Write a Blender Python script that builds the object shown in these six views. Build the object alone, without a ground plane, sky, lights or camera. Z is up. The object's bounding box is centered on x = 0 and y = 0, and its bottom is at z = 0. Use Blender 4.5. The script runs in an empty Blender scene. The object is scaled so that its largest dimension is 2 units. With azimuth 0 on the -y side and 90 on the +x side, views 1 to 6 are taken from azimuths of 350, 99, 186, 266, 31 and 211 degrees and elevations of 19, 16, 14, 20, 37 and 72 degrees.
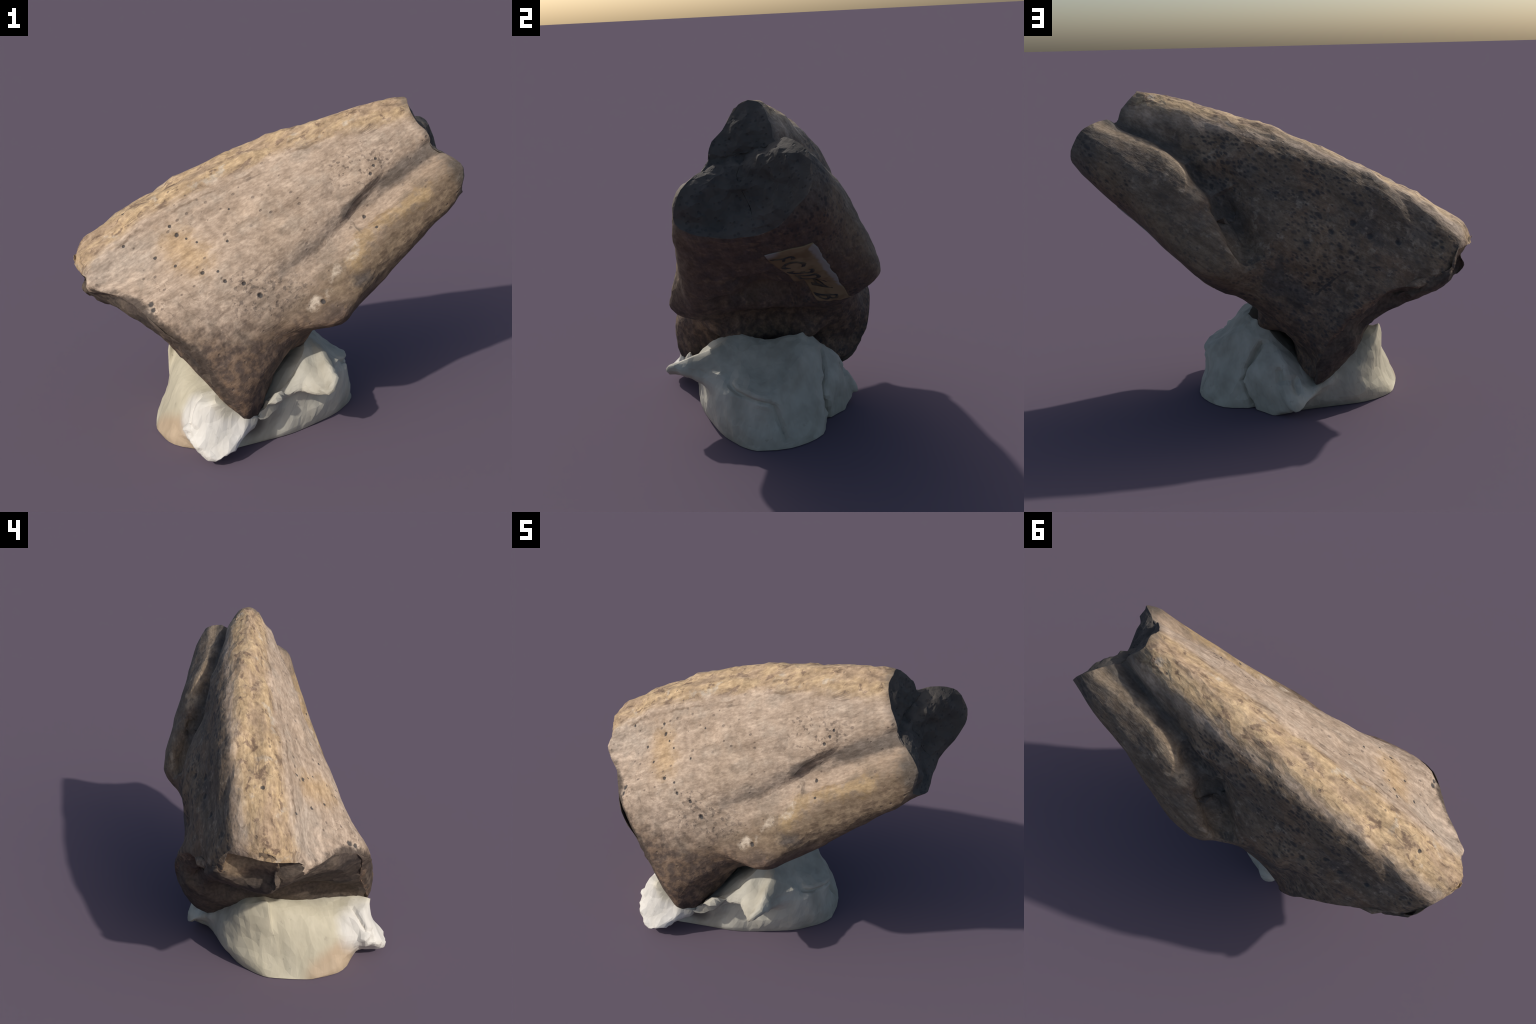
"""A broken fossil limb bone propped up on a hand-squeezed lump of pale putty.

The bone is a loft: lengthwise feature lines (crest, shoulders, grooves, lobes, feet) run from the
worn joint end (first point) to the broken shaft end (last point); cross-sections are smooth closed
curves through the lines.  The putty is a loft of ribs that climb from its footprint to its lips.
All units are metres, z up."""
import bpy, bmesh, math, random
import numpy as np
from mathutils import Vector, noise, kdtree
from mathutils.bvhtree import BVHTree

random.seed(7)

# ------------------------------------------------------------------ control curves of the bone
STATIONS = (0, .07, .16, .27, .39, .5, .6, .71, .82, .92, 1.0)
LINES = {
    'front_shoulder': [(-0.945, 0.06, 0.809), (-0.941, -0.042, 0.808), (-0.922, -0.028, 0.866), (-0.827, -0.01, 0.951), (-0.658, 0.007, 1.074), (-0.442, 0.014, 1.187), (-0.214, 0.009, 1.265), (-0.01, 0.034, 1.362), (0.192, 0.066, 1.476), (0.393, 0.073, 1.551), (0.566, 0.061, 1.579), (0.712, 0.038, 1.602)],
    'front_upper_face': [(-0.928, 0.053, 0.69), (-0.924, -0.076, 0.754), (-0.91, -0.109, 0.787), (-0.802, -0.1, 0.832), (-0.616, -0.1, 0.946), (-0.376, -0.113, 1.063), (-0.148, -0.094, 1.166), (0.05, -0.078, 1.272), (0.256, -0.048, 1.37), (0.453, -0.034, 1.443), (0.622, -0.025, 1.497), (0.743, -0.008, 1.534)],
    'front_middle_face': [(-0.75, -0.181, 0.667), (-0.747, -0.245, 0.759), (-0.705, -0.266, 0.766), (-0.612, -0.238, 0.819), (-0.421, -0.261, 0.9), (-0.167, -0.256, 0.982), (0.07, -0.217, 1.064), (0.27, -0.178, 1.14), (0.435, -0.14, 1.266), (0.568, -0.092, 1.384), (0.703, -0.068, 1.434), (0.805, -0.057, 1.464)],
    'front_groove': [(-0.573, -0.293, 0.554), (-0.587, -0.422, 0.66), (-0.639, -0.37, 0.679), (-0.567, -0.383, 0.735), (-0.35, -0.357, 0.77), (-0.056, -0.327, 0.83), (0.186, -0.263, 0.92), (0.344, -0.177, 1.045), (0.485, -0.129, 1.185), (0.624, -0.119, 1.298), (0.74, -0.092, 1.379), (0.818, -0.061, 1.419)],
    'front_lobe_ridge': [(-0.412, -0.413, 0.393), (-0.403, -0.471, 0.514), (-0.497, -0.404, 0.503), (-0.434, -0.47, 0.567), (-0.191, -0.397, 0.661), (0.099, -0.358, 0.711), (0.309, -0.335, 0.826), (0.386, -0.265, 0.984), (0.552, -0.23, 1.106), (0.73, -0.199, 1.207), (0.87, -0.169, 1.323), (0.942, -0.139, 1.332)],
    'front_lobe_edge_and_foot': [(-0.198, -0.4, 0.135), (-0.176, -0.447, 0.167), (-0.222, -0.507, 0.225), (-0.18, -0.503, 0.37), (0.02, -0.368, 0.554), (0.241, -0.409, 0.635), (0.345, -0.369, 0.709), (0.426, -0.327, 0.817), (0.578, -0.27, 0.937), (0.744, -0.232, 1.065), (0.894, -0.193, 1.158), (0.942, -0.171, 1.219)],
    'underside_front': [(-0.124, -0.18, 0.172), (-0.144, -0.278, 0.165), (-0.072, -0.311, 0.259), (0.011, -0.263, 0.402), (0.167, -0.223, 0.53), (0.297, -0.279, 0.586), (0.359, -0.275, 0.626), (0.434, -0.248, 0.685), (0.558, -0.221, 0.793), (0.7, -0.195, 0.936), (0.845, -0.139, 1.068), (0.98, -0.085, 1.177)],
    'underside_middle_front': [(-0.13, 0, 0.293), (-0.146, -0.065, 0.36), (-0.019, -0.077, 0.454), (0.089, -0.067, 0.535), (0.187, -0.076, 0.595), (0.272, -0.113, 0.623), (0.336, -0.118, 0.645), (0.41, -0.081, 0.682), (0.522, -0.043, 0.769), (0.663, -0.024, 0.904), (0.814, 0.015, 1.039), (0.951, 0.067, 1.152)],
    'underside_middle_back': [(-0.121, 0.136, 0.308), (-0.134, 0.11, 0.367), (-0.02, 0.114, 0.49), (0.087, 0.125, 0.58), (0.176, 0.133, 0.621), (0.258, 0.137, 0.633), (0.318, 0.137, 0.663), (0.385, 0.153, 0.718), (0.497, 0.165, 0.812), (0.648, 0.164, 0.932), (0.805, 0.175, 1.058), (0.937, 0.205, 1.184)],
    'underside_back': [(-0.131, 0.21, 0.217), (-0.177, 0.245, 0.202), (-0.068, 0.262, 0.379), (0.053, 0.264, 0.518), (0.16, 0.305, 0.602), (0.249, 0.383, 0.652), (0.328, 0.392, 0.7), (0.402, 0.398, 0.768), (0.523, 0.382, 0.867), (0.672, 0.35, 0.998), (0.836, 0.326, 1.131), (0.988, 0.295, 1.272)],
    'back_lobe_edge_and_foot': [(-0.194, 0.326, 0.149), (-0.219, 0.366, 0.184), (-0.164, 0.38, 0.323), (-0.044, 0.4, 0.468), (0.116, 0.428, 0.62), (0.21, 0.561, 0.76), (0.319, 0.577, 0.804), (0.421, 0.557, 0.87), (0.542, 0.512, 0.978), (0.682, 0.447, 1.108), (0.857, 0.415, 1.239), (0.992, 0.359, 1.357)],
    'back_lobe_flank': [(-0.24, 0.435, 0.242), (-0.222, 0.502, 0.346), (-0.237, 0.508, 0.403), (-0.141, 0.478, 0.519), (0.036, 0.485, 0.705), (0.177, 0.567, 0.86), (0.3, 0.553, 0.958), (0.418, 0.53, 1.04), (0.534, 0.494, 1.141), (0.671, 0.45, 1.265), (0.834, 0.404, 1.38), (0.929, 0.344, 1.47)],
    'back_lobe_ridge': [(-0.367, 0.45, 0.381), (-0.352, 0.501, 0.517), (-0.358, 0.508, 0.577), (-0.288, 0.447, 0.685), (-0.094, 0.476, 0.825), (0.113, 0.504, 0.936), (0.255, 0.484, 1.064), (0.371, 0.445, 1.171), (0.45, 0.401, 1.291), (0.622, 0.326, 1.398), (0.763, 0.288, 1.457), (0.841, 0.26, 1.512)],
    'back_groove': [(-0.557, 0.408, 0.564), (-0.636, 0.408, 0.702), (-0.566, 0.453, 0.691), (-0.485, 0.431, 0.797), (-0.291, 0.429, 0.94), (-0.06, 0.418, 1.054), (0.141, 0.384, 1.132), (0.295, 0.336, 1.196), (0.418, 0.305, 1.303), (0.591, 0.264, 1.402), (0.729, 0.224, 1.447), (0.798, 0.21, 1.496)],
    'back_face': [(-0.85, 0.329, 0.705), (-0.851, 0.338, 0.755), (-0.849, 0.323, 0.711), (-0.784, 0.356, 0.766), (-0.573, 0.341, 0.951), (-0.348, 0.339, 1.151), (-0.114, 0.326, 1.251), (0.092, 0.313, 1.334), (0.293, 0.28, 1.419), (0.516, 0.246, 1.483), (0.684, 0.222, 1.527), (0.768, 0.188, 1.564)],
    'back_shoulder': [(-0.895, 0.224, 0.837), (-0.91, 0.279, 0.845), (-0.918, 0.256, 0.889), (-0.847, 0.269, 0.949), (-0.665, 0.297, 1.062), (-0.426, 0.283, 1.217), (-0.184, 0.275, 1.322), (0.032, 0.247, 1.407), (0.25, 0.217, 1.49), (0.45, 0.199, 1.552), (0.611, 0.171, 1.596), (0.708, 0.143, 1.633)],
    'crest_top': [(-0.997, 0.112, 0.882), (-0.993, 0.089, 0.838), (-0.974, 0.097, 0.928), (-0.873, 0.14, 1.005), (-0.707, 0.189, 1.109), (-0.475, 0.211, 1.235), (-0.241, 0.167, 1.346), (-0.027, 0.158, 1.441), (0.212, 0.142, 1.516), (0.419, 0.117, 1.577), (0.584, 0.113, 1.624), (0.715, 0.083, 1.635)],
}
# spine curves that the two end caps hang on, crest to underside, then the crest pole
END_SPINE = [(-0.956, 0.068, 0.789), (-0.866, 0.116, 0.623), (-0.572, 0.183, 0.524), (-0.429, 0.23, 0.343), (-0.298, 0.206, 0.193), (-0.212, 0.139, 0.092), (-0.189, 0.091, 0.135), (-0.185, 0.076, 0.215), (-0.999, 0.081, 0.868)]
BREAK_SPINE = [(0.739, 0.096, 1.582), (0.769, 0.086, 1.52), (0.785, 0.057, 1.447), (0.79, 0.077, 1.444), (0.875, 0.057, 1.4), (0.922, 0.113, 1.246), (0.935, 0.14, 1.2), (0.935, 0.14, 1.185), (0.73, 0.099, 1.608)]

# ------------------------------------------------------------------ control ribs of the putty
RIB_STATIONS = (0, .2, .4, .6, .8, 1.0)
RIBS = {
    'left': [(-0.617, -0.02, 0), (-0.61, -0.028, 0.004), (-0.569, -0.022, 0.101), (-0.513, 0.03, 0.29), (-0.464, 0.023, 0.347), (-0.332, 0.001, 0.356)],
    'left_front': [(-0.619, -0.177, 0), (-0.625, -0.173, 0.008), (-0.6, -0.165, 0.069), (-0.52, -0.165, 0.225), (-0.442, -0.176, 0.295), (-0.315, -0.162, 0.336)],
    'left_front_corner': [(-0.583, -0.294, 0), (-0.578, -0.29, 0.034), (-0.538, -0.294, 0.091), (-0.496, -0.335, 0.188), (-0.433, -0.332, 0.272), (-0.308, -0.297, 0.319)],
    'roll_left': [(-0.524, -0.357, 0), (-0.511, -0.367, 0.051), (-0.492, -0.406, 0.088), (-0.491, -0.47, 0.146), (-0.441, -0.453, 0.266), (-0.36, -0.48, 0.31)],
    'roll_front': [(-0.456, -0.392, 0), (-0.447, -0.413, 0.038), (-0.453, -0.463, 0.075), (-0.469, -0.519, 0.115), (-0.403, -0.496, 0.216), (-0.304, -0.498, 0.279)],
    'tongue_left': [(-0.372, -0.431, 0), (-0.381, -0.45, 0.029), (-0.397, -0.51, 0.032), (-0.395, -0.575, 0.054), (-0.322, -0.52, 0.166), (-0.234, -0.487, 0.25)],
    'tongue': [(-0.294, -0.434, 0), (-0.304, -0.439, 0.037), (-0.323, -0.502, 0.048), (-0.31, -0.583, 0.075), (-0.233, -0.517, 0.147), (-0.175, -0.479, 0.21)],
    'tongue_right': [(-0.246, -0.422, 0), (-0.246, -0.413, 0.024), (-0.234, -0.418, 0.058), (-0.199, -0.444, 0.095), (-0.157, -0.455, 0.138), (-0.101, -0.445, 0.187)],
    'front_hollow': [(-0.123, -0.387, 0), (-0.116, -0.392, 0.02), (-0.092, -0.386, 0.096), (-0.04, -0.389, 0.201), (-0.013, -0.374, 0.271), (0.005, -0.34, 0.303)],
    'flap_start': [(0.024, -0.345, 0), (0.031, -0.35, 0.051), (0.049, -0.331, 0.171), (0.105, -0.356, 0.274), (0.118, -0.306, 0.352), (0.114, -0.259, 0.402)],
    'flap_tip': [(0.118, -0.301, 0), (0.142, -0.306, 0.091), (0.15, -0.3, 0.219), (0.198, -0.446, 0.273), (0.185, -0.297, 0.353), (0.145, -0.181, 0.441)],
    'flap_right': [(0.187, -0.262, 0), (0.23, -0.271, 0.11), (0.252, -0.254, 0.212), (0.263, -0.396, 0.334), (0.223, -0.224, 0.405), (0.158, -0.111, 0.459)],
    'shoulder_right': [(0.261, -0.218, 0), (0.312, -0.218, 0.115), (0.351, -0.186, 0.236), (0.323, -0.155, 0.304), (0.263, -0.09, 0.379), (0.167, -0.042, 0.45)],
    'ledge_front': [(0.337, -0.166, 0), (0.38, -0.158, 0.104), (0.39, -0.132, 0.227), (0.38, -0.096, 0.28), (0.284, -0.02, 0.373), (0.173, 0.018, 0.443)],
    'ledge': [(0.402, -0.102, 0), (0.427, -0.099, 0.098), (0.413, -0.057, 0.211), (0.413, 0, 0.261), (0.295, 0.049, 0.353), (0.176, 0.069, 0.446)],
    'ledge_back': [(0.439, -0.055, 0.001), (0.448, -0.014, 0.076), (0.427, 0.031, 0.181), (0.423, 0.074, 0.235), (0.289, 0.108, 0.344), (0.172, 0.117, 0.451)],
    'right_back': [(0.469, 0.02, 0.001), (0.446, 0.095, 0.044), (0.395, 0.131, 0.14), (0.354, 0.152, 0.229), (0.259, 0.175, 0.368), (0.144, 0.169, 0.456)],
    'back_right': [(0.429, 0.178, 0.001), (0.383, 0.23, 0.05), (0.32, 0.243, 0.147), (0.252, 0.24, 0.256), (0.189, 0.228, 0.39), (0.118, 0.203, 0.459)],
    'back_crease': [(0.301, 0.304, -0.001), (0.263, 0.303, 0.068), (0.22, 0.298, 0.161), (0.167, 0.301, 0.266), (0.117, 0.282, 0.375), (0.073, 0.23, 0.434)],
    'back_crease_lip': [(0.156, 0.316, 0), (0.199, 0.309, 0.105), (0.179, 0.319, 0.183), (0.119, 0.323, 0.279), (0.066, 0.298, 0.351), (0.027, 0.259, 0.384)],
    'back_bulge': [(0.074, 0.359, 0), (0.088, 0.364, 0.093), (0.098, 0.371, 0.188), (0.051, 0.358, 0.272), (0.01, 0.326, 0.322), (-0.02, 0.276, 0.343)],
    'fin_start': [(0.015, 0.4, 0), (0.006, 0.412, 0.057), (0.005, 0.405, 0.138), (-0.022, 0.392, 0.218), (-0.053, 0.359, 0.272), (-0.083, 0.279, 0.284)],
    'fin_tip': [(-0.036, 0.381, 0), (-0.062, 0.425, 0.027), (-0.074, 0.433, 0.054), (-0.101, 0.46, 0.055), (-0.119, 0.404, 0.157), (-0.152, 0.325, 0.208)],
    'fin_end': [(-0.108, 0.336, 0), (-0.133, 0.358, 0.031), (-0.16, 0.38, 0.074), (-0.188, 0.402, 0.109), (-0.196, 0.373, 0.148), (-0.215, 0.29, 0.171)],
    'back_left_hollow': [(-0.212, 0.295, 0), (-0.245, 0.318, 0.058), (-0.272, 0.327, 0.12), (-0.303, 0.323, 0.176), (-0.304, 0.294, 0.224), (-0.261, 0.241, 0.268)],
    'back_left': [(-0.348, 0.248, 0), (-0.388, 0.285, 0.078), (-0.407, 0.283, 0.169), (-0.415, 0.253, 0.25), (-0.372, 0.222, 0.305), (-0.303, 0.165, 0.332)],
    'left_back_corner': [(-0.47, 0.196, 0), (-0.493, 0.214, 0.072), (-0.483, 0.195, 0.172), (-0.498, 0.182, 0.301), (-0.461, 0.173, 0.359), (-0.333, 0.125, 0.376)],
    'left_back': [(-0.581, 0.093, 0), (-0.571, 0.096, 0.045), (-0.538, 0.071, 0.162), (-0.533, 0.061, 0.365), (-0.495, 0.08, 0.392), (-0.347, 0.072, 0.369)],
}



# ------------------------------------------------------------------ loft helpers
def row_weights(x, knots):
    """Cubic interpolation weights along a line."""
    n = len(knots)
    j = min(max(int(np.searchsorted(knots, x, 'right')) - 1, 0), n - 2)
    h = knots[j + 1] - knots[j]
    t = (x - knots[j]) / h
    w = np.zeros(n)
    w[j] += 2 * t**3 - 3 * t**2 + 1
    w[j + 1] += -2 * t**3 + 3 * t**2
    for k, c in ((j, t**3 - 2 * t**2 + t), (j + 1, t**3 - t**2)):
        a, b = max(k - 1, 0), min(k + 1, n - 1)
        s = c * h / (knots[b] - knots[a])
        w[b] += s
        w[a] -= s
    return w


def ring_weights(x, n):
    """Closed Catmull-Rom weights round a cross-section."""
    j = int(math.floor(x)) % n
    t = x - math.floor(x)
    w = np.zeros(n)
    for d, c in zip((-1, 0, 1, 2), (-.5 * t**3 + t**2 - .5 * t, 1.5 * t**3 - 2.5 * t**2 + 1,
                                    -1.5 * t**3 + 2 * t**2 + .5 * t, .5 * t**3 - .5 * t**2)):
        w[(j + d) % n] += c
    return w


def grid_normals(G):
    du = np.gradient(G, axis=0)
    dv = np.roll(G, -1, 1) - np.roll(G, 1, 1)
    n = np.cross(du, dv)
    if (n * (G - G.mean((0, 1)))).sum() < 0:
        n = -n                                        # always outward
    return n / (np.linalg.norm(n, axis=-1, keepdims=True) + 1e-12)


def path_distance(P, path):
    """Distance of every point of P to a polyline, and how far along it (0..1)."""
    path = np.array(path, float)
    seg = np.linalg.norm(np.diff(path, axis=0), axis=1)
    acc = np.r_[0, np.cumsum(seg)] / seg.sum()
    best = np.full(len(P), 9.0)
    along = np.zeros(len(P))
    for k in range(len(path) - 1):
        a, b = path[k], path[k + 1]
        t = np.clip((P - a) @ (b - a) / ((b - a) @ (b - a)), 0, 1)
        d = np.linalg.norm(P - a - t[:, None] * (b - a), axis=1)
        m = d < best
        best[m] = d[m]
        along[m] = (acc[k] + t * (acc[k + 1] - acc[k]))[m]
    return best, along


def fractal(P, freq, octaves=3, seed=0.0, stretch=None):
    """Signed fractal noise at the points P (optionally stretched along one axis)."""
    Q = P * freq
    if stretch is not None:
        axis, k = np.array(stretch[0]), stretch[1]
        axis = axis / np.linalg.norm(axis)
        Q = Q + np.outer(Q @ axis, axis) * (k - 1)
    return np.array([noise.fractal(Vector((q[0] + seed, q[1] - seed, q[2] + 2 * seed)), 1.0, 2.0, octaves) for q in Q])


AXIS = np.array((.84, 0, .54))


# ------------------------------------------------------------------ bone surface
def bone_grid():
    names = list(LINES)
    n = len(names)
    net = np.array([LINES[k] for k in names]).transpose(1, 0, 2)      # stations x lines
    roll, net = net[0], net[1:]      # the first point of a line is the swollen lip just over the joint rim
    knots = np.array(STATIONS)
    rows, per = 230, 20
    vs = np.arange(n * per) / per
    Wu = np.array([row_weights(u, knots) for u in np.linspace(0, 1, rows)])
    Wv = np.array([ring_weights(v, n) for v in vs])
    side = np.einsum('ar,bn,rnc->abc', Wu, Wv, net)
    # end caps: every rim point is joined to its opposite number through a spine curve
    opposite = np.array([ring_weights((15 - v) % n, n) for v in vs])
    pair = [8 if i == 16 else min(i, 15 - i) for i in range(n)]
    caps = []
    for spine, rim in ((END_SPINE, net[0]), (BREAK_SPINE, net[-1])):
        spine = np.array(spine)
        mid = Wv @ spine[pair]
        cap = []
        for s in np.linspace(0, 1, 31)[1:]:
            t = s / 2
            if len(caps) == 0:
                k = row_weights(t, np.array((0, .2, .5, .8, 1.)))
                cap.append(k[0] * (Wv @ rim) + k[1] * (Wv @ roll) + k[2] * mid + k[3] * (opposite @ roll) + k[4] * (opposite @ rim))
                continue
            cap.append((t - .5) * (t - 1) / .5 * (Wv @ rim) + t * (t - 1) / -.25 * mid + t * (t - .5) / .5 * (opposite @ rim))
        caps.append(np.array(cap))
    G = np.concatenate([caps[0][::-1], side, caps[1]])
    region = np.concatenate([np.full(len(caps[0]), 0), np.full(rows, 1), np.full(len(caps[1]), 2)])
    region = np.repeat(region[:, None], n * per, 1)
    v = np.repeat(vs[None], len(G), 0)
    u = np.concatenate([np.full(len(caps[0]), 0), np.linspace(0, 1, rows), np.full(len(caps[1]), 1)])[:, None] + 0 * v
    crest = (region == 1) & ((v > 14.8) | (v < .35))
    region[crest] = 3
    return G, region, u, v


# local carving: (path, radius, depth, end fade) -- positive depth sinks the surface
CARVE = [
    # slot beside the back lobe: shallow above, a deep hollow at its lower end, the lobe edge cut crisp
    ([(.43, .31, 1.29), (.31, .36, 1.17), (.22, .42, 1.07)], .05, .025, .2),
    ([(.26, .37, 1.17), (.17, .43, 1.04), (.12, .475, .95), (.08, .50, .84)], .082, .095, .25),
    ([(.26, .42, 1.12), (.21, .465, 1.04), (.155, .50, .94), (.10, .52, .81)], .045, .03, .15),
    ([(.345, .303, 1.30), (.24, .306, 1.32), (.10, .333, 1.24)], .07, -.025, 0),
    # front groove
    ([(.87, -.085, 1.40), (.68, -.14, 1.27), (.50, -.19, 1.14), (.38, -.205, 1.06)], .075, .036, .1),
    # hollow underside of the shaft, and the thick neck below it
    ([(.64, .05, .94), (.49, .06, .80), (.40, .08, .73), (.33, .20, .68)], .12, .06, .15),
    ([(.47, -.10, .72), (.40, .10, .74), (.45, .29, .80)], .10, .055, 0),
    ([(.10, -.13, .48), (.04, -.05, .47), (-.02, .05, .45), (.03, .20, .48)], .11, -.12, 0),
    ([(-.10, .10, .34), (-.13, .25, .27), (-.2, .37, .24)], .07, -.04, 0),
    # dished joint end with a notched corner
    ([(-.40, .455, .45), (-.52, .42, .54), (-.66, .385, .64)], .07, .065, .2),
    ([(-.56, 0, .44), (-.47, -.2, .40), (-.41, -.34, .36)], .10, .05, 0),
    ([(-.60, .12, .50), (-.46, .28, .42)], .10, .065, 0),
    ([(-.88, .17, .72), (-.92, .08, .72)], .06, .03, 0),
    ([(-.70, .38, .67), (-.56, .43, .60)], .05, .025, 0),
    # swellings of the flanks, the crest and the broken end
    ([(-.22, .433, .967), (-.19, .457, .89), (-.19, .454, .75)], .07, -.02, 0),
    ([(-.10, -.115, 1.16), (.05, -.117, 1.21), (.225, -.12, 1.252)], .08, -.02, 0),
    ([(-.76, .07, 1.05), (-.52, .075, 1.185), (-.28, .08, 1.285), (.0, .09, 1.405)], .06, -.018, .1),
    ([(-.54, .213, 1.205), (-.66, .27, 1.05), (-.80, .316, .90)], .06, .018, 0),
    ([(.865, .063, 1.40), (.913, .159, 1.35), (.911, .106, 1.27)], .10, .03, 0),
    ([(.92, -.09, 1.226), (.91, -.12, 1.27)], .06, -.03, 0),
]
PUTTY_CARVE = [
    ([(.083, .296, .352), (.15, .315, .26), (.184, .309, .153), (.132, .321, .007)], .018, .04, 0),
    ([(.16, .313, .25), (.165, .313, .158), (.15, .313, .06)], .035, -.015, 0),
    ([(.34, -.13, .28), (.40, -.08, .262), (.43, 0, .235), (.442, .079, .222), (.44, .12, .19), (.44, .15, .02)], .016, .02, .1),
    ([(.36, -.12, .31), (.41, -.06, .29), (.43, .02, .265), (.43, .09, .25)], .025, -.012, .2),
    ([(.34, .03, .32), (.30, .0, .36)], .08, .02, 0),
    ([(-.415, -.385, .30), (-.42, -.42, .22), (-.43, -.455, .14)], .017, .028, .35),
    ([(-.45, -.40, .27), (-.465, -.435, .2), (-.46, -.46, .11)], .035, -.012, .2),
    ([(.04, -.30, .33), (-.04, -.36, .26), (-.13, -.42, .19)], .06, .035, 0),
    ([(-.01, -.385, .17), (.1, -.33, .225), (.19, -.34, .23), (.25, -.31, .28)], .03, .03, .2),
    ([(-.02, .30, .2), (-.07, .34, .13), (-.12, .36, .06)], .025, .025, 0),
]
BONE_FACETS = 12500
PUTTY_FACETS = 5200


def carve(G, brushes):
    shape = G.shape
    for path, radius, depth, fade in brushes:
        N = grid_normals(G).reshape(-1, 3)
        P = G.reshape(-1, 3)
        path = np.array(path, float)
        fine = np.array([path[k] + (path[k + 1] - path[k]) * s for k in range(len(path) - 1) for s in np.linspace(0, 1, 5)[:-1]] + [path[-1]])
        fine = np.array([P[np.argmin(((P - q)**2).sum(1))] for q in fine])       # lay the stroke on the skin
        d, t = path_distance(P, fine)
        f = np.exp(-(d / radius)**2 * 2)
        if fade:
            f *= np.clip(t / fade, 0, 1)**.5 * np.clip((1 - t) / fade, 0, 1)**.5 if len(path) > 1 else 1
        G = (P - N * (f * depth)[:, None]).reshape(shape)
    return G


def mesh_from_grid(name, G, close_ends=None):
    a, b = G.shape[:2]
    idx = np.arange(a * b).reshape(a, b)
    nxt = np.roll(idx, -1, 1)
    quads = np.stack([idx[:-1], nxt[:-1], nxt[1:], idx[1:]], -1).reshape(-1, 4)
    me = bpy.data.meshes.new(name)
    me.from_pydata(G.reshape(-1, 3).tolist(), [], quads.tolist())
    bm = bmesh.new()
    bm.from_mesh(me)
    bmesh.ops.remove_doubles(bm, verts=bm.verts, dist=2e-4)
    bmesh.ops.recalc_face_normals(bm, faces=bm.faces)
    bm.to_mesh(me)
    bm.free()
    return me


def decimated(me, triangles):
    """Collapse the fine mesh to irregular facets like those of a coarse scan."""
    ob = bpy.data.objects.new('scratch', me)
    bpy.context.collection.objects.link(ob)
    mod = ob.modifiers.new('facets', 'DECIMATE')
    me.calc_loop_triangles()
    mod.ratio = triangles / len(me.loop_triangles)
    out = bpy.data.meshes.new_from_object(ob.evaluated_get(bpy.context.evaluated_depsgraph_get()))
    bpy.data.objects.remove(ob)
    bm = bmesh.new()
    bm.from_mesh(out)
    bmesh.ops.triangulate(bm, faces=bm.faces)
    bm.to_mesh(out)
    bm.free()
    return out


def split(me, face_region, names, parent, materials, facet=.5):
    """Cut one closed mesh into part objects whose border vertices coincide and share the body's normals."""
    P = np.array([v.co[:] for v in me.vertices])
    VN = np.array([v.normal[:] for v in me.vertices])
    tris = np.array([p.vertices[:] for p in me.polygons])
    FN = np.array([p.normal[:] for p in me.polygons])
    made = {}
    for r, name in names.items():
        faces = np.where(face_region == r)[0]
        if not len(faces):
            continue
        used, local = np.unique(tris[faces], return_inverse=True)
        local = local.reshape(-1, 3)
        part = bpy.data.meshes.new(name)
        part.from_pydata(P[used].tolist(), [], local.tolist())
        part.update()
        for p in part.polygons:
            p.use_smooth = True
        nrm = VN[tris[faces]] * (1 - facet) + FN[faces][:, None] * facet
        nrm /= np.linalg.norm(nrm, axis=-1, keepdims=True)
        part.normals_split_custom_set(nrm.reshape(-1, 3).tolist())
        part.materials.append(materials[r])
        ob = bpy.data.objects.new(name, part)
        bpy.context.collection.objects.link(ob)
        ob.parent = parent
        made[name] = ob
    return made


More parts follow.
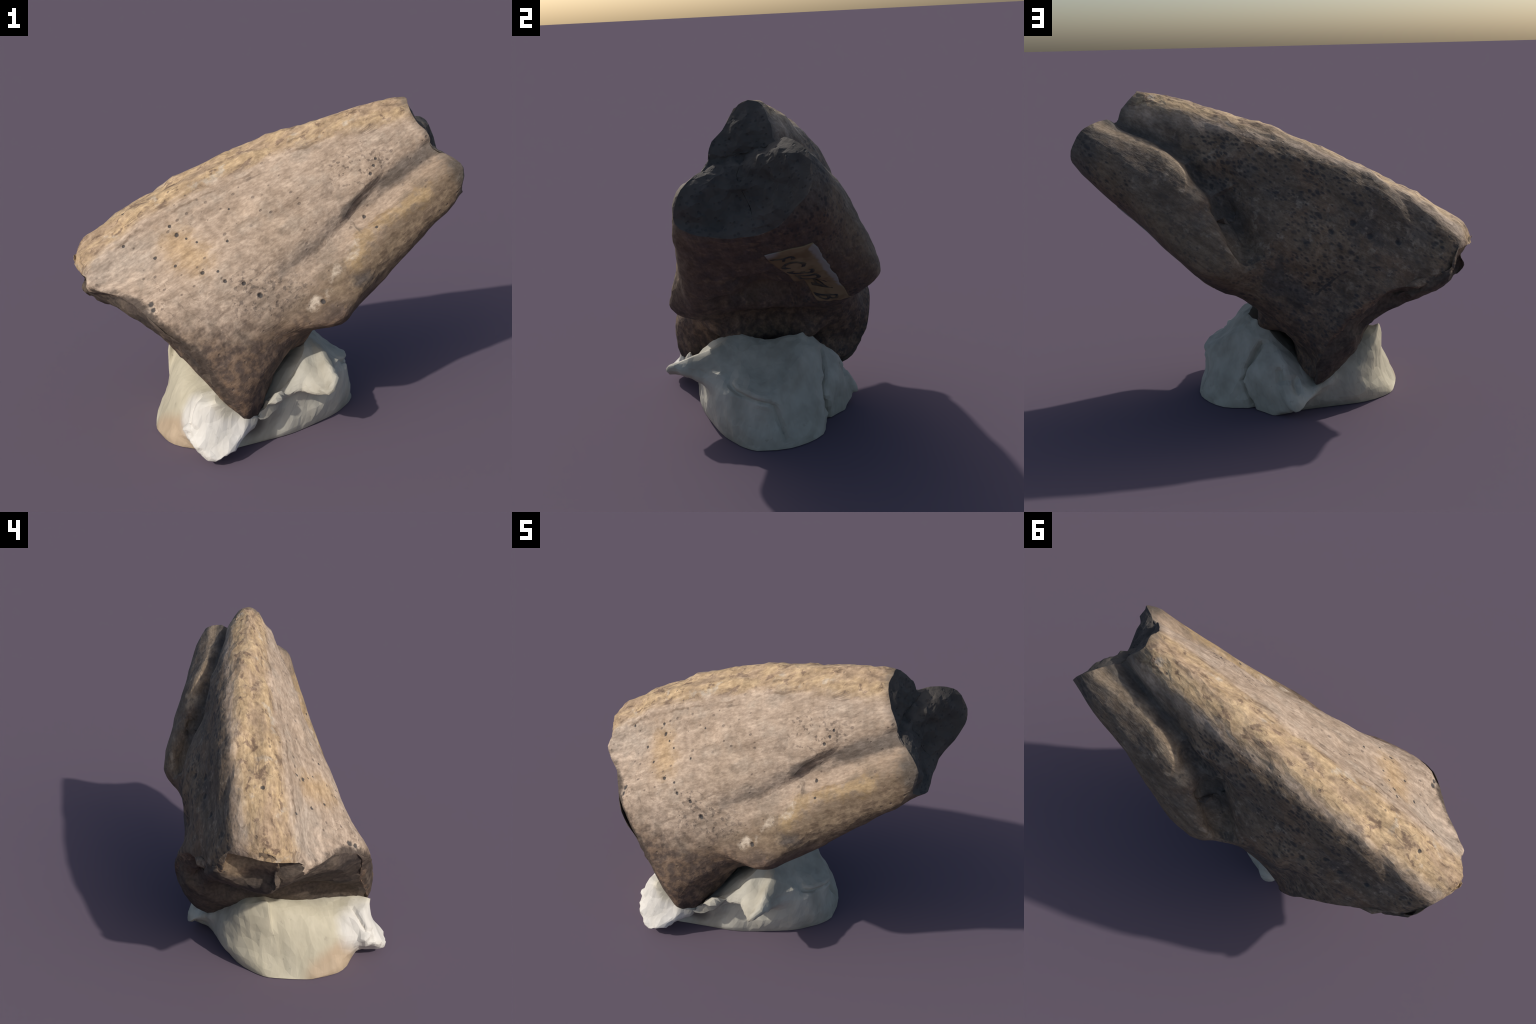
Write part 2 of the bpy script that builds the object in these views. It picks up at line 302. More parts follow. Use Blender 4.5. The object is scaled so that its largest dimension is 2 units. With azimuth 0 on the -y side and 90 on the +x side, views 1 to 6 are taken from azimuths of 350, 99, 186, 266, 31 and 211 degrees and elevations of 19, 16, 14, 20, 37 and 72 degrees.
# ------------------------------------------------------------------ node helpers
class Tree:
    def __init__(self, name):
        self.mat = bpy.data.materials.new(name)
        self.mat.use_nodes = True
        self.t = self.mat.node_tree
        self.bsdf = self.t.nodes['Principled BSDF']
        self.pos = self.t.nodes.new('ShaderNodeTexCoord').outputs['Object']

    def put(self, node, key, val):
        if val is None:
            return
        s = node.inputs[key]
        if isinstance(val, bpy.types.NodeSocket):
            self.t.links.new(val, s)
        else:
            s.default_value = (*val, 1) if s.type == 'RGBA' and len(val) == 3 else val

    def math(self, op, a, b=None, c=None, clamp=False):
        n = self.t.nodes.new('ShaderNodeMath')
        n.operation = op
        n.use_clamp = clamp
        for i, x in enumerate((a, b, c)):
            self.put(n, i, x)
        return n.outputs[0]

    def vec(self, op, a, b=None, scale=None):
        n = self.t.nodes.new('ShaderNodeVectorMath')
        n.operation = op
        self.put(n, 0, a)
        self.put(n, 1, b)
        if scale is not None:
            self.put(n, 'Scale', scale)
        return n.outputs['Value' if op in ('DOT_PRODUCT', 'DISTANCE', 'LENGTH') else 'Vector']

    def ramp(self, x, lo, hi, a=0.0, b=1.0):
        n = self.t.nodes.new('ShaderNodeMapRange')
        n.interpolation_type = 'SMOOTHSTEP'
        for k, v in zip(('Value', 'From Min', 'From Max', 'To Min', 'To Max'), (x, lo, hi, a, b)):
            self.put(n, k, v)
        return n.outputs[0]

    def mix(self, f, a, b, mode='MIX'):
        n = self.t.nodes.new('ShaderNodeMix')
        n.data_type = 'RGBA'
        n.blend_type = mode
        self.put(n, 0, f)
        for i, x in ((6, a), (7, b)):
            self.put(n, i, (*x, 1) if isinstance(x, tuple) and len(x) == 3 else x)
        return n.outputs[2]

    def noise(self, scale, detail=3, rough=.55, pos=None, dist=0.0):
        n = self.t.nodes.new('ShaderNodeTexNoise')
        self.put(n, 'Vector', pos or self.pos)
        self.put(n, 'Scale', scale)
        self.put(n, 'Detail', detail)
        self.put(n, 'Roughness', rough)
        self.put(n, 'Distortion', dist)
        return n.outputs['Fac']

    def voronoi(self, scale, pos=None, feature='F1', rnd=1.0):
        n = self.t.nodes.new('ShaderNodeTexVoronoi')
        n.feature = feature
        self.put(n, 'Vector', pos or self.pos)
        self.put(n, 'Scale', scale)
        self.put(n, 'Randomness', rnd)
        return n

    def along(self, k, tilt=AXIS, wobble=0.0):
        """Coordinates squeezed by k along the given direction, so that grain runs that way."""
        a = np.array(tilt, float)
        a /= np.linalg.norm(a)
        p = self.pos
        if wobble:
            w = self.t.nodes.new('ShaderNodeTexNoise')
            self.put(w, 'Vector', self.pos)
            self.put(w, 'Scale', 5.0)
            off = self.vec('SUBTRACT', w.outputs['Color'], (.5, .5, .5))
            p = self.vec('ADD', p, self.vec('SCALE', off, scale=wobble))
        d = self.vec('DOT_PRODUCT', p, tuple(a))
        return self.vec('ADD', p, self.vec('SCALE', tuple(a), scale=self.math('MULTIPLY', d, k - 1)))

    def near(self, path, pos=None):
        """Distance to a polyline."""
        pos = pos or self.pos
        best = None
        for a, b in zip(path[:-1], path[1:]):
            a, b = Vector(a), Vector(b)
            ab = b - a
            k = 1 / ab.length_squared
            along = self.vec('DOT_PRODUCT', pos, tuple(ab * k))
            free = self.math('SUBTRACT', along, a.dot(ab) * k)
            held = self.math('SUBTRACT', along, a.dot(ab) * k, clamp=True)
            gain = self.math('MULTIPLY', held, self.math('MULTIPLY_ADD', held, -.5, free))
            d = self.math('MULTIPLY_ADD', gain, -2 * ab.length_squared, self.math('POWER', self.vec('DISTANCE', pos, tuple(a)), 2))
            best = d if best is None else self.math('MINIMUM', best, d)
        return self.math('SQRT', self.math('MAXIMUM', best, 0))

    def finish(self, color, rough=.8, height=None, strength=.3, dist=.01):
        self.put(self.bsdf, 'Base Color', color)
        self.put(self.bsdf, 'Roughness', rough)
        self.bsdf.inputs['Specular IOR Level'].default_value = .25
        if height is not None:
            b = self.t.nodes.new('ShaderNodeBump')
            b.inputs['Strength'].default_value = strength
            b.inputs['Distance'].default_value = dist
            self.put(b, 'Height', height)
            self.put(self.bsdf, 'Normal', b.outputs[0])
        return self.mat

# ------------------------------------------------------------------ materials
CREST_PATH = [(-.96, .08, .91), (-.69, .12, 1.12), (-.25, .12, 1.34), (.19, .12, 1.51), (.72, .09, 1.63)]
FRONT_GROOVE = [(.83, -.06, 1.42), (.66, -.10, 1.32), (.50, -.15, 1.22), (.36, -.18, 1.12)]
GROOVE_TAIL = [(.36, -.18, 1.12), (.15, -.25, .98), (.0, -.31, .88)]
BACK_TRENCH = [(.82, .19, 1.46), (.61, .24, 1.36), (.43, .27, 1.26), (.28, .34, 1.14), (.2, .40, 1.02)]
BACK_LOBE_EDGE = [(.88, .31, 1.51), (.63, .33, 1.40), (.43, .41, 1.27), (.36, .44, 1.14)]
FRONT_LOBE_EDGE = [(.36, -.30, .90), (.45, -.23, 1.07), (.60, -.22, 1.14), (.74, -.20, 1.21)]
PAINTED_LIT_FACETS = [(.12, -.355, .695), (.20, -.35, .77), (.31, -.29, .92), (.38, -.27, .98)]
FRONT_LOBE_FLANK = [(.33, -.335, .80), (.50, -.30, .87), (.67, -.24, 1.01), (.90, -.19, 1.20)]
DARK_SMUDGES = [(.37, -.33, .82), (.41, -.33, .83)]
UPPER_PORES = [(.36, -.11, 1.33), (.52, -.10, 1.34)]
SPECKLED = [(-.16, -.345, .79), (.06, -.335, .72)]
GREY_CORNER = [(-.86, -.05, .87), (-.68, -.13, .92)]
INK_BLOTCH = [(.0, .47, .78), (-.12, .44, .66)]
HAIRLINE = [(-.56, .43, .80), (-.45, .42, .79), (-.34, .44, .77), (-.24, .45, .69), (-.19, .45, .64)]
ORANGE_PATCH = [(-.49, -.14, .99), (-.41, -.21, .94)]
FORAMINA = [(-.517, -.058, 1.058, .009), (-.488, -.097, 1.032, .012), (-.388, -.277, .890, .011), (-.282, -.322, .860, .009),
            (-.191, -.333, .839, .010), (-.112, -.356, .788, .014), (-.598, -.129, .928, .010), (-.257, -.201, 1.018, .007),
            (.476, -.123, 1.306, .009), (.494, -.108, 1.345, .008), (.509, -.092, 1.368, .007), (-.641, -.312, .762, .016),
            (-.393, .369, .999, .018), (-.290, .427, .972, .016), (-.477, .370, .935, .016), (-.617, .348, .907, .016),
            (-.743, .119, 1.083, .011), (.444, -.155, 1.091, .010), (.185, -.37, .743, .013), (-.314, -.293, .896, .007),
            (-.443, -.123, 1.020, .006), (-.396, -.161, 1.003, .006), (-.226, -.096, 1.153, .005), (-.505, -.203, .909, .008),
            (-.75, -.039, .966, .008), (-.62, -.335, .735, .014), (.475, -.246, 1.071, .008)]
FRONT_LIP = [(-.90, -.11, .735), (-.72, -.28, .74), (-.60, -.41, .655), (-.42, -.475, .51), (-.18, -.46, .17)]
BROWN = (.115, .078, .058)


def bone_material():
    T = Tree('fossil_bone')
    m, ramp, mix = T.math, T.ramp, T.mix
    sep = T.t.nodes.new('ShaderNodeSeparateXYZ')
    T.put(sep, 0, T.pos)
    x, y, z = sep.outputs
    big = T.noise(2.4, 4)
    mid = T.noise(9, 5, .6)
    blot = T.noise(24, 4, .62)
    streak = T.noise(30, 4, .62, T.along(.2, wobble=.05))
    fine = T.noise(85, 3, .6, T.along(.45))
    jig = lambda n, k: m('MULTIPLY', m('SUBTRACT', n, .5), k)
    near = lambda path, n, k: m('ADD', T.near(path), jig(n, k))
    # pale cortical bone, yellowish to pinkish beige with grey clouds
    col = mix(ramp(big, .38, .62), (.352, .268, .197), (.405, .315, .24))
    col = mix(ramp(mid, .48, .68, 0, .55), col, (.31, .255, .20))
    col = mix(ramp(near(GREY_CORNER, blot, .25), .16, .0, 0, .6), col, (.345, .295, .245))
    # the brown, porous back
    side = m('SUBTRACT', y, m('MULTIPLY', m('SUBTRACT', z, m('MULTIPLY', x, .45)), .12))
    back = ramp(m('ADD', side, jig(mid, .06)), .055, .125)
    backcol = mix(ramp(big, .35, .65), (.135, .102, .074), (.195, .142, .095))
    backcol = mix(ramp(T.noise(6, 4, .6, T.along(.6)), .5, .7, 0, .8), backcol, (.12, .106, .09))
    backcol = mix(ramp(T.noise(3.4, 4), .52, .66, 0, .55), backcol, (.165, .105, .066))
    backcol = mix(ramp(T.noise(4.6, 5, .65), .55, .66, 0, .75), backcol, (.07, .06, .054))
    backcol = mix(ramp(T.noise(19, 4, .65), .54, .66, 0, .75), backcol, (.25, .20, .15))
    col = mix(back, col, backcol)
    # tan crest with brown flecks, bounded in front by an old crack
    crest = ramp(near(CREST_PATH, streak, .10), .15, .07)
    crestcol = mix(ramp(T.noise(13, 4, .6, T.along(.35)), .42, .64), (.45, .325, .185), (.33, .235, .15))
    crestcol = mix(ramp(T.noise(21, 4, .68, T.along(.6), .3), .54, .64, 0, .9), crestcol, (.15, .095, .062))
    crestcol = mix(ramp(T.noise(7.5, 4, .6), .60, .70, 0, .7), crestcol, (.43, .385, .32))
    col = mix(m('MULTIPLY', crest, .85), col, crestcol)
    edge = m('ABSOLUTE', m('ADD', m('SUBTRACT', T.near(LINES['front_shoulder'][1::2]), .035), jig(T.noise(7, 4, .6, T.along(.5)), .09)))
    col = mix(m('MULTIPLY', m('MULTIPLY', ramp(edge, .010, .002), ramp(T.noise(9, 3), .50, .60, 0, .6)), m('SUBTRACT', 1, back)), col, (.15, .10, .065))
    # orange stain round the nutrient holes
    col = mix(ramp(near(ORANGE_PATCH, blot, .16), .15, .0, 0, .62), col, (.44, .30, .155))
    # speckled patch above the foot
    spk = m('MULTIPLY', ramp(near(SPECKLED, mid, .2), .17, .05), ramp(T.noise(38, 3, .6), .54, .62))
    col = mix(m('MULTIPLY', spk, .75), col, (.12, .095, .08))
    col = mix(ramp(near(SPECKLED, blot, .16), .11, .0, 0, .35), col, (.16, .13, .105))
    spk = m('MULTIPLY', ramp(near(UPPER_PORES, mid, .2), .15, .03), ramp(T.noise(46, 2, .5), .58, .65))
    col = mix(m('MULTIPLY', spk, .7), col, (.12, .09, .072))
    # brown lower flanks, darkening to nearly black-brown on the undersides and the foot
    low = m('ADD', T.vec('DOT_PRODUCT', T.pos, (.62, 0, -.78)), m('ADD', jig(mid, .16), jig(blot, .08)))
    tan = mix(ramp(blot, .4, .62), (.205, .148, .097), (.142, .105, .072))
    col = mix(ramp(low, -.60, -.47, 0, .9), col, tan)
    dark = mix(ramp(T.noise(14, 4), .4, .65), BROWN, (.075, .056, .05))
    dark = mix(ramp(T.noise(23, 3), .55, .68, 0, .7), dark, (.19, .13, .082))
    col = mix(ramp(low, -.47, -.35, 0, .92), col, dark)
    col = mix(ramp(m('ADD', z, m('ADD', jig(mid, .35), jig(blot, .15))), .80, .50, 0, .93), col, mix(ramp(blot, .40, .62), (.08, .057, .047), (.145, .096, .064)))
    # brown flank of the front lobe, with a dark smudge
    col = mix(ramp(near(FRONT_LOBE_FLANK, blot, .14), .15, .03, 0, .8), col, mix(ramp(blot, .38, .62), (.16, .115, .078), (.225, .165, .105)))
    col = mix(ramp(near(DARK_SMUDGES, blot, .10), .06, .0, 0, .75), col, (.085, .075, .07))
    # ochre edge of the front lobe, and its sunlit facets painted pale
    col = mix(ramp(near(FRONT_LOBE_EDGE, blot, .16), .06, .0, 0, .75), col, (.33, .235, .125))
    col = mix(ramp(near(PAINTED_LIT_FACETS, T.noise(17, 4, .65), .22), .03, -.02, 0, .85), col, (.44, .37, .29))
    # dark band along the lip of the joint
    col = mix(ramp(near(FRONT_LIP, blot, .07), .062, .025, 0, .9), col, (.06, .046, .038))
    # dark fade along the broken rim
    end = m('ADD', T.vec('DOT_PRODUCT', T.pos, (.85, 0, .52)), jig(blot, .10))
    col = mix(ramp(end, 1.385, 1.46, 0, .75), col, (.105, .09, .076))
    # dark stain in the front groove, dark strip in the back trench
    col = mix(ramp(near(FRONT_GROOVE, streak, .07), .065, .02, 0, .72), col, (.10, .088, .08))
    col = mix(ramp(near(GROOVE_TAIL, streak, .14), .06, -.01, 0, .55), col, (.14, .12, .105))
    col = mix(ramp(near(BACK_TRENCH, mid, .10), .12, .04, 0, .75), col, (.085, .075, .066))
    col = mix(ramp(near(BACK_LOBE_EDGE, mid, .06), .05, .012, 0, .8), col, (.36, .27, .18))
    col = mix(ramp(near(INK_BLOTCH, T.noise(13, 5, .7), .5), .11, .03, 0, .7), col, (.06, .054, .05))
    col = mix(ramp(near(HAIRLINE, T.noise(30, 2), .02), .008, .003, 0, .85), col, (.045, .04, .04))
    # lengthwise streaks and mottling
    col = mix(1.0, col, mix(ramp(streak, .28, .72), (.78, .76, .74), (1.16, 1.16, 1.16)), 'MULTIPLY')
    col = mix(1.0, col, mix(ramp(fine, .3, .7), (.84, .83, .82), (1.13, 1.13, 1.13)), 'MULTIPLY')
    col = mix(1.0, col, mix(ramp(blot, .3, .7), (.84, .82, .80), (1.12, 1.12, 1.12)), 'MULTIPLY')
    # thin weathering cracks that follow the grain, and others that run down to the foot
    def cracks(scale, direction, lo, hi, gate):
        c = m('ABSOLUTE', m('SUBTRACT', T.noise(scale, 3, .55, T.along(.09, direction, .05)), .5))
        return m('MULTIPLY', m('MULTIPLY', ramp(c, .012, .002), ramp(T.noise(gate, 2), .52, .62)), ramp(T.near(lo), *hi))
    c1 = cracks(9, AXIS, CREST_PATH, (.36, .10), 4.5)
    c2 = cracks(10, (.62, -.15, -.77), [(-.66, -.31, .80), (-.40, -.37, .60), (-.25, -.41, .40)], (.20, .08), 3.5)
    crack = m('MAXIMUM', c1, c2)
    col = mix(m('MULTIPLY', crack, m('SUBTRACT', .6, m('MULTIPLY', back, .45))), col, (.14, .098, .07))
    # pores: brown pinholes in front, crowded dark oval pits at the back
    def pits(scale, stretch, size, soft=.12, wobble=.03):
        v = T.voronoi(scale, T.along(stretch, wobble=wobble))
        k = T.t.nodes.new('ShaderNodeSeparateColor')
        T.put(k, 0, v.outputs['Color'])
        return ramp(m('SUBTRACT', m('MULTIPLY', size, k.outputs[0]), v.outputs['Distance']), -soft, soft)
    pin = m('MULTIPLY', pits(27, .75, .19, .06), ramp(T.noise(3.0, 2), .40, .58))
    col = mix(m('MULTIPLY', pin, m('SUBTRACT', .7, m('MULTIPLY', back, .5))), col, (.115, .085, .068))
    crowd = ramp(T.noise(2.6, 4, .6), .34, .60, .1, 1)
    hole = m('MAXIMUM', pits(34, .5, m('MULTIPLY', crowd, .40), .14, .06), pits(62, .55, m('MULTIPLY', crowd, .55), .2, .05))
    hole = m('MULTIPLY', m('MULTIPLY', hole, back), ramp(T.near(BACK_LOBE_EDGE + [(.2, .55, .85)]), .02, .16, .15, 1))
    hole = m('MULTIPLY', hole, ramp(T.near(CREST_PATH), .10, .16))
    col = mix(m('MULTIPLY', ramp(T.noise(40, 3, .65, T.along(.5)), .52, .68), m('MULTIPLY', back, .55)), col, (.062, .053, .048))
    col = mix(m('MULTIPLY', hole, .80), col, (.036, .033, .034))
    # named foramina
    dots = None
    for fx, fy, fz, r in FORAMINA:
        d = m('DIVIDE', T.vec('DISTANCE', T.pos, (fx, fy, fz)), r)
        dots = d if dots is None else m('MINIMUM', dots, d)
    dots = m('ADD', dots, jig(fine, .6))
    col = mix(ramp(dots, 1.2, .75, 0, .9), col, (.045, .042, .042))
    h = m('ADD', m('MULTIPLY', streak, .6), m('ADD', m('MULTIPLY', fine, .35), m('MULTIPLY', blot, .5)))
    h = m('SUBTRACT', h, m('MULTIPLY', pin, .7))
    h = m('SUBTRACT', h, m('MULTIPLY', ramp(dots, 1.2, .6), .8))
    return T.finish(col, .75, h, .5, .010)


def joint_material():
    T = Tree('worn_joint_bone')
    m, ramp, mix = T.math, T.ramp, T.mix
    n = T.noise(12, 4, .6, T.along(.3, (0, 1, .15), .03))
    col = mix(ramp(T.noise(4, 3), .4, .6), (.068, .052, .043), (.095, .072, .055))
    col = mix(ramp(n, .48, .68, 0, .75), col, (.036, .03, .028))
    tip = m('ADD', T.near([(-.97, .10, .87), (-.90, .24, .79)]), m('MULTIPLY', m('SUBTRACT', T.noise(9, 4), .5), .16))
    col = mix(ramp(tip, .10, .04, 0, .75), col, (.27, .192, .12))
    col = mix(1.0, col, mix(ramp(T.noise(60, 3), .3, .7), (.75, .75, .75), (1.2, 1.2, 1.2)), 'MULTIPLY')
    return T.finish(col, .85, n, .45, .014)


def fracture_material():
    T = Tree('broken_bone')
    m, ramp, mix = T.math, T.ramp, T.mix
    col = mix(ramp(T.noise(6, 4), .4, .62), (.064, .056, .048), (.088, .076, .065))
    col = mix(ramp(T.noise(20, 4), .5, .66, 0, .65), col, (.05, .044, .04))
    v = T.voronoi(42)
    hole = ramp(v.outputs['Distance'], .3, .12, 0, .55)
    col = mix(hole, col, (.04, .039, .04))
    h = m('SUBTRACT', T.noise(30, 4), hole)
    return T.finish(col, .85, h, .5, .012)


def putty_material():
    T = Tree('pale_putty')
    m, ramp, mix = T.math, T.ramp, T.mix
    n = T.noise(5, 4)
    col = mix(ramp(n, .38, .62), (.365, .34, .28), (.425, .40, .335))  # albedo reduced and warmed to suit the putty's shadow side
    left = ramp(m('ADD', T.vec('DOT_PRODUCT', T.pos, (-1, -.1, 0)), m('MULTIPLY', m('SUBTRACT', n, .5), .2)), .30, .47)
    col = mix(m('MULTIPLY', left, .8), col, (.44, .395, .29))
    tan = m('ADD', T.near([(-.60, -.22, .0), (-.53, -.35, .06), (-.46, -.40, .02)]), m('MULTIPLY', m('SUBTRACT', n, .5), .1))
    col = mix(ramp(tan, .13, .04, 0, .8), col, (.37, .27, .18))
    white = m('ADD', T.near([(-.44, -.44, .20), (-.36, -.52, .08), (-.29, -.50, .1)]), m('MULTIPLY', m('SUBTRACT', n, .5), .1))
    col = mix(ramp(white, .17, .08, 0, .85), col, (.60, .575, .535))
    smear = T.noise(9, 4, .6, T.along(.25, (.3, .2, 1), .08))
    col = mix(1.0, col, mix(ramp(smear, .3, .7), (.84, .835, .82), (1.1, 1.1, 1.1)), 'MULTIPLY')
    dirt = ramp(T.noise(26, 4, .65), .62, .75, 0, .45)
    col = mix(dirt, col, (.22, .195, .155))
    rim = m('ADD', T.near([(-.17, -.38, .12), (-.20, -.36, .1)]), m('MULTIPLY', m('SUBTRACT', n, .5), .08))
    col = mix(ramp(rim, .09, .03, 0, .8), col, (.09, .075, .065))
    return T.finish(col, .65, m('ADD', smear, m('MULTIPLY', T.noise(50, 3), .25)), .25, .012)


def paper_material():
    T = Tree('old_paper')
    ramp, mix = T.ramp, T.mix
    col = mix(ramp(T.noise(9, 3), .4, .62), (.25, .185, .105), (.18, .12, .062))
    edge = T.near([(.795, .13, 1.045), (.80, .145, 1.05)])
    col = mix(ramp(edge, .07, .03, 0, .9), col, (.29, .275, .255))
    edge = T.math('ADD', T.near([(.75, .36, 1.06), (.60, .40, .95), (.45, .445, .82)]), T.math('MULTIPLY', T.math('SUBTRACT', T.noise(20, 3), .5), .04))
    col = mix(ramp(edge, .05, .03, 0, .9), col, (.29, .275, .255))
    return T.finish(col, .9)


def ink_material():
    T = Tree('ink')
    col = T.mix(T.ramp(T.noise(26, 3), .38, .62), (.035, .033, .033), (.10, .078, .05))
    return T.finish(col, .7)


# ------------------------------------------------------------------ build the bone
def empty(name, label, category, loc=(0, 0, 0)):
    e = bpy.data.objects.new(name, None)
    bpy.context.collection.objects.link(e)
    e.location = loc
    e['label'] = label
    e['category'] = category
    return e


bone = empty('bone_fragment', 'broken brown fossil limb bone with crest, grooves and feet', 'fossil bone')
G, region, ring_u, ring_v = bone_grid()
G = carve(G, CARVE)
P = G.reshape(-1, 3)
N = grid_normals(G).reshape(-1, 3)
reg = region.reshape(-1)
grainy = fractal(P, 15, 3, 3.1, (AXIS, .3))
lumps = fractal(P, 7, 3, 8.2)
rough = fractal(P, 22, 3, 5.5)
side = (reg == 1) | (reg == 3)
knobbly = np.exp(-(path_distance(P, CREST_PATH)[0] / .13)**2)
u_cap = np.minimum(1, path_distance(P, [p[-1] for p in LINES.values()] + [LINES['front_shoulder'][-1]])[0] / .06)
amp = np.where(side, grainy * (.0045 + .006 * knobbly) + lumps * .004 + rough * knobbly * .005 + lumps * knobbly * .004,
               np.where(reg == 0, lumps * .006 + rough * .006, (lumps * .014 + rough * .012) * u_cap))
P = P + N * amp[:, None]
FORAMINA = [(*P[np.argmin(((P - f[:3])**2).sum(1))], f[3]) for f in FORAMINA]      # seat every foramen on the skin
for fx, fy, fz, r in FORAMINA:                       # each is a small dent
    d = np.linalg.norm(P - (fx, fy, fz), axis=1)
    P = P - N * (np.exp(-(d / (r * 1.1))**2) * r * .7)[:, None]
G = P.reshape(G.shape)

fine = mesh_from_grid('fine', G)
body = decimated(fine, BONE_FACETS)
tree = kdtree.KDTree(len(P))
for i, p in enumerate(P):
    tree.insert(p, i)
tree.balance()
face_region = np.array([reg[tree.find(p.center)[1]] for p in body.polygons])
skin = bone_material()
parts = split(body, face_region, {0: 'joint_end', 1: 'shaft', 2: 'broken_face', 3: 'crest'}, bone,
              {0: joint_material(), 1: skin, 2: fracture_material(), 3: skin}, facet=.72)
bvh = BVHTree.FromPolygons([v.co for v in body.vertices], [p.vertices[:] for p in body.polygons])

# ------------------------------------------------------------------ torn paper label on the underside, with its writing
LABEL = {'top': ((.800, .128, 1.045), (.790, .335, 1.095)), 'bottom': ((.330, .300, .705), (.265, .462, .690))}
out = Vector((.62, .2, -.76)).normalized()


def on_label(s, t):
    """Point on the bone under label coordinates s (length) and t (width)."""
    a = Vector(LABEL['top'][0]).lerp(Vector(LABEL['bottom'][0]), s)
    b = Vector(LABEL['top'][1]).lerp(Vector(LABEL['bottom'][1]), s)
    p = a.lerp(b, t)
    hit, nrm, _, _ = bvh.ray_cast(p + out * .3, -out)
    if hit is None:
        hit, nrm, _, _ = bvh.find_nearest(p)
    return hit, (nrm if nrm.dot(out) > 0 else -nrm)


bm = bmesh.new()
cols, rows = 60, 20
grid = []
for i in range(cols + 1):
    s = i / cols
    line = []
    for j in range(rows + 1):
        t = j / rows
        e0 = .045 * noise.noise((s * 9, 1.5, 0)) + .02 * noise.noise((s * 30, 4, 0))
        e1 = .05 * noise.noise((s * 8, 7.5, 0)) + .025 * noise.noise((s * 28, 9, 0))
        es = .02 * noise.noise((t * 7, 2.2, 5))
        hit, nrm = on_label(min(max(s * (.97 + es) + .01, 0), 1), (e0 + .02) * (1 - t) + t * (1 + e1))
        line.append(bm.verts.new(hit + (out * .6 + nrm * .4).normalized() * .0035))
    grid.append(line)
for i in range(cols):
    for j in range(rows):
        bm.faces.new((grid[i][j], grid[i + 1][j], grid[i + 1][j + 1], grid[i][j + 1]))
bmesh.ops.smooth_vert(bm, verts=bm.verts, factor=.5, use_axis_x=True, use_axis_y=True, use_axis_z=True)
bmesh.ops.recalc_face_normals(bm, faces=bm.faces)
if sum((f.normal.dot(out) for f in bm.faces)) < 0:
    bmesh.ops.reverse_faces(bm, faces=bm.faces)
paper = bpy.data.meshes.new('specimen_label')
bm.to_mesh(paper)
bm.free()
for p in paper.polygons:
    p.use_smooth = True
label = bpy.data.objects.new('specimen_label', paper)
bpy.context.collection.objects.link(label)
mod = label.modifiers.new('thickness', 'SOLIDIFY')
mod.thickness = .004
mod.offset = -1
paper.materials.append(paper_material())
label.parent = bone
paper_bvh = BVHTree.FromPolygons([v.co for v in paper.vertices], [p.vertices[:] for p in paper.polygons])

ink = ink_material()
for text, s0, t0, height in (('F', .10, .10, .46), ('C 3', .20, .08, .60), ('D 8', .44, .14, .62), ('A B', .70, .12, .66)):
    cu = bpy.data.curves.new('lettering', 'FONT')
    cu.body = text
    cu.size = 1
    cu.offset = .012
    cu.resolution_u = 3
    tmp = bpy.data.objects.new('scratch', cu)
    bpy.context.collection.objects.link(tmp)
    me = bpy.data.meshes.new_from_object(tmp.evaluated_get(bpy.context.evaluated_depsgraph_get()))
    bpy.data.objects.remove(tmp)
    bm = bmesh.new()
    bm.from_mesh(me)
    bmesh.ops.triangulate(bm, faces=bm.faces)
    bmesh.ops.subdivide_edges(bm, edges=[e for e in bm.edges if e.calc_length() > .08], cuts=2)
    bmesh.ops.triangulate(bm, faces=bm.faces)
    wide = max(v.co.x for v in bm.verts)
    for v in bm.verts:
        shake = noise.noise_vector(Vector((v.co.x * 2.2 + s0 * 31, v.co.y * 2.2, 3.3)))       # unsteady handwriting
        hit, nrm = on_label(s0 + v.co.x * .16 + shake.x * .016, t0 + v.co.y * height * 1.2 + v.co.x * .02 + shake.y * .09)
        top = paper_bvh.ray_cast(hit + out * .3, -out)[0] or hit
        v.co = top + out * .0015
    bmesh.ops.recalc_face_normals(bm, faces=bm.faces)
    bm.to_mesh(me)
    bm.free()
    me.name = 'lettering'
    me.materials.clear()
    me.materials.append(ink)
    word = bpy.data.objects.new('lettering', me)
    bpy.context.collection.objects.link(word)
    th = word.modifiers.new('thickness', 'SOLIDIFY')
    th.thickness = .002
    word.parent = label

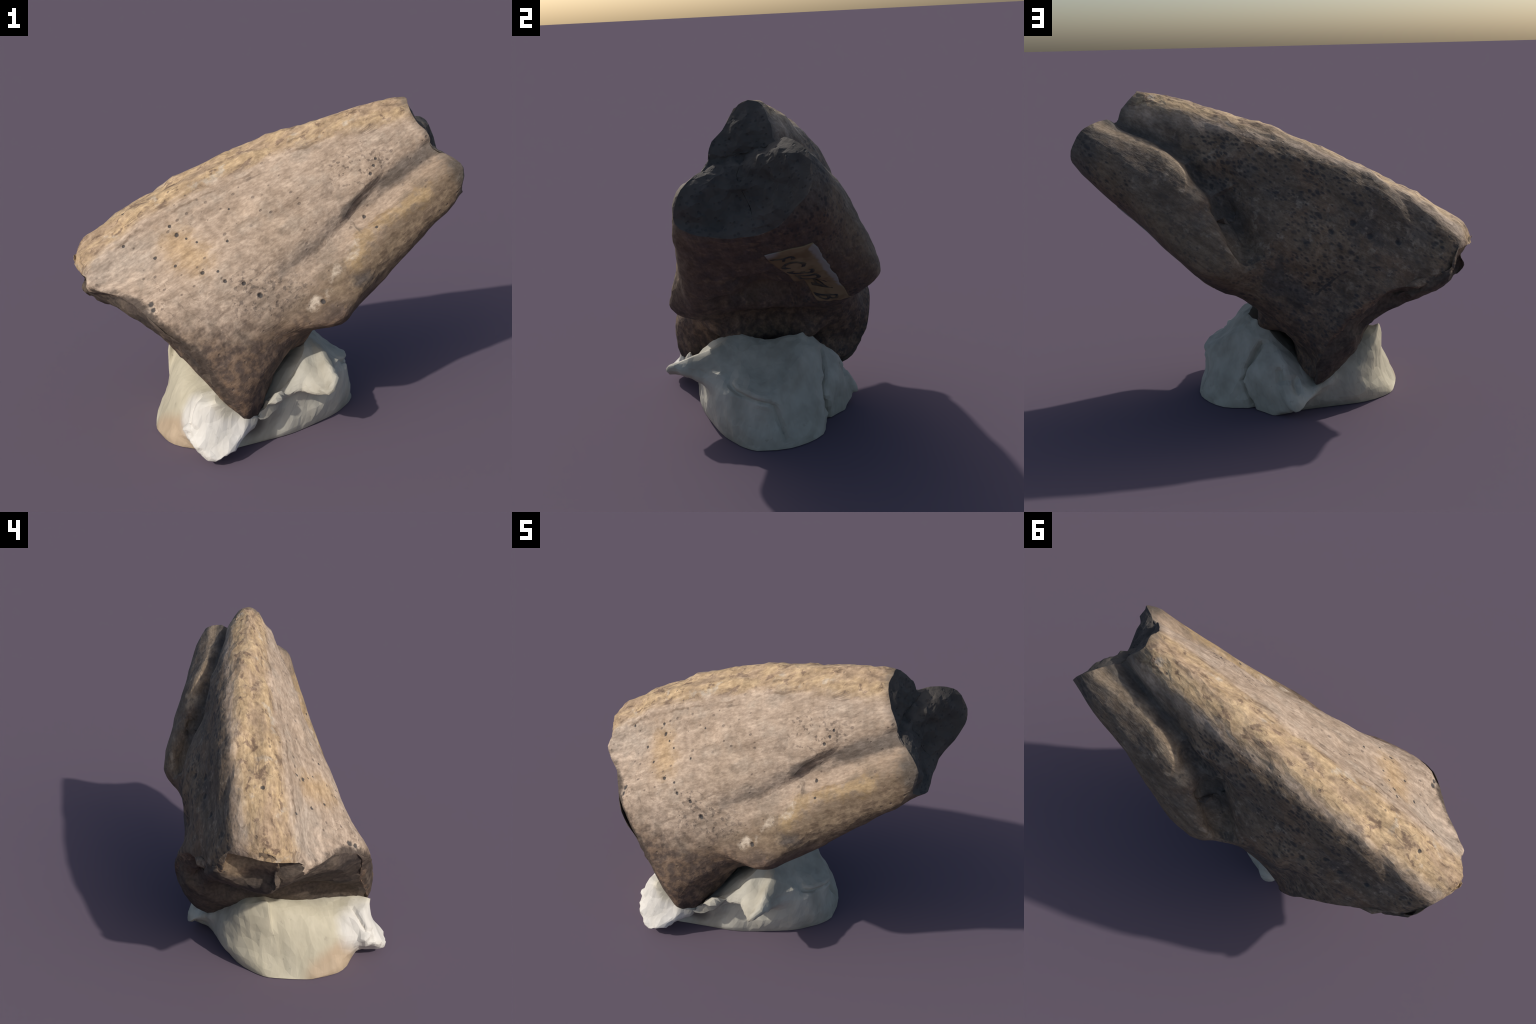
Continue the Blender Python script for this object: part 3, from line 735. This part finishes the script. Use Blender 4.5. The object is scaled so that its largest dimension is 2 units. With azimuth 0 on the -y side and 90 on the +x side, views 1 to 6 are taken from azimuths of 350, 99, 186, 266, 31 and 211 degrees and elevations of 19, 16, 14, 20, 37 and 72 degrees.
# ------------------------------------------------------------------ build the putty
putty = empty('putty_stand', 'hand squeezed lump of off-white putty with torn flaps', 'modelling putty')
net = np.array([RIBS[k] for k in RIBS]).transpose(1, 0, 2)
n = net.shape[1]
per = 14
vs = np.arange(n * per) / per
Wu = np.array([row_weights(u, np.array(RIB_STATIONS)) for u in np.linspace(0, 1, 90)])
Wv = np.array([ring_weights(v, n) for v in vs])
C = np.einsum('ar,bn,rnc->abc', Wu, Wv, net)
C[..., 2] = np.maximum(C[..., 2], .001)
inner = np.array([C[-1] * (1 - s) + np.array((-.06, 0, .30)) * s for s in np.linspace(.15, .98, 8)])
ground = np.array([C[0] * (1 - s) + np.array((-.07, -.03, 0)) * s for s in np.linspace(.98, .06, 9)])
ground[..., 2] = .0005
C = np.concatenate([ground, C, inner])
rib = np.repeat(vs[None], len(C), 0)
row = np.repeat(np.r_[np.full(9, -1), np.linspace(0, 1, 90), np.full(8, 2)][:, None], n * per, 1)
C = carve(C[:, ::-1], PUTTY_CARVE)
rib, row = rib[:, ::-1], row
Q = C.reshape(-1, 3)
M = grid_normals(C).reshape(-1, 3)
lift = np.clip(Q[:, 2] / .05, 0, 1)
rv0, rw0 = rib.reshape(-1), row.reshape(-1)
torn = np.exp(-((rw0 - .6) / .06)**2) * (((rv0 > 7.5) & (rv0 < 12.2)) | ((rv0 > 2.6) & (rv0 < 6.8)))
Q = Q + M * (torn * (fractal(Q, 14, 3, 4.4) * .022 + .004))[:, None]           # ragged, torn lips
wob = fractal(Q, 6, 3, 2.4) * .008 + fractal(Q, 17, 3, 6.1, ((.3, .2, 1), .35)) * .006
Q = Q + M * (wob * lift)[:, None]
Q[:, 2] = np.maximum(Q[:, 2], 0)
C = Q.reshape(C.shape)
lump = decimated(mesh_from_grid('fine', C), PUTTY_FACETS)
tree = kdtree.KDTree(len(Q))
for i, p in enumerate(Q):
    tree.insert(p, i)
tree.balance()
rv, rw = rib.reshape(-1), row.reshape(-1)


def putty_part(i):
    v, w = rv[i], rw[i]
    if 8.2 < v < 12 and .42 < w <= .8:
        return 1
    if 3.6 < v < 7 and .05 < w <= .85:
        return 2
    if 20.6 < v < 23.6 and .1 < w <= .8:
        return 3
    return 0


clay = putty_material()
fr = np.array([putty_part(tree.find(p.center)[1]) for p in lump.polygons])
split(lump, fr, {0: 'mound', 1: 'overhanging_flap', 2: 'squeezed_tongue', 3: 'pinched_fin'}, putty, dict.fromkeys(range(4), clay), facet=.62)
for me in [m for m in bpy.data.meshes if m.users == 0]:
    bpy.data.meshes.remove(me)
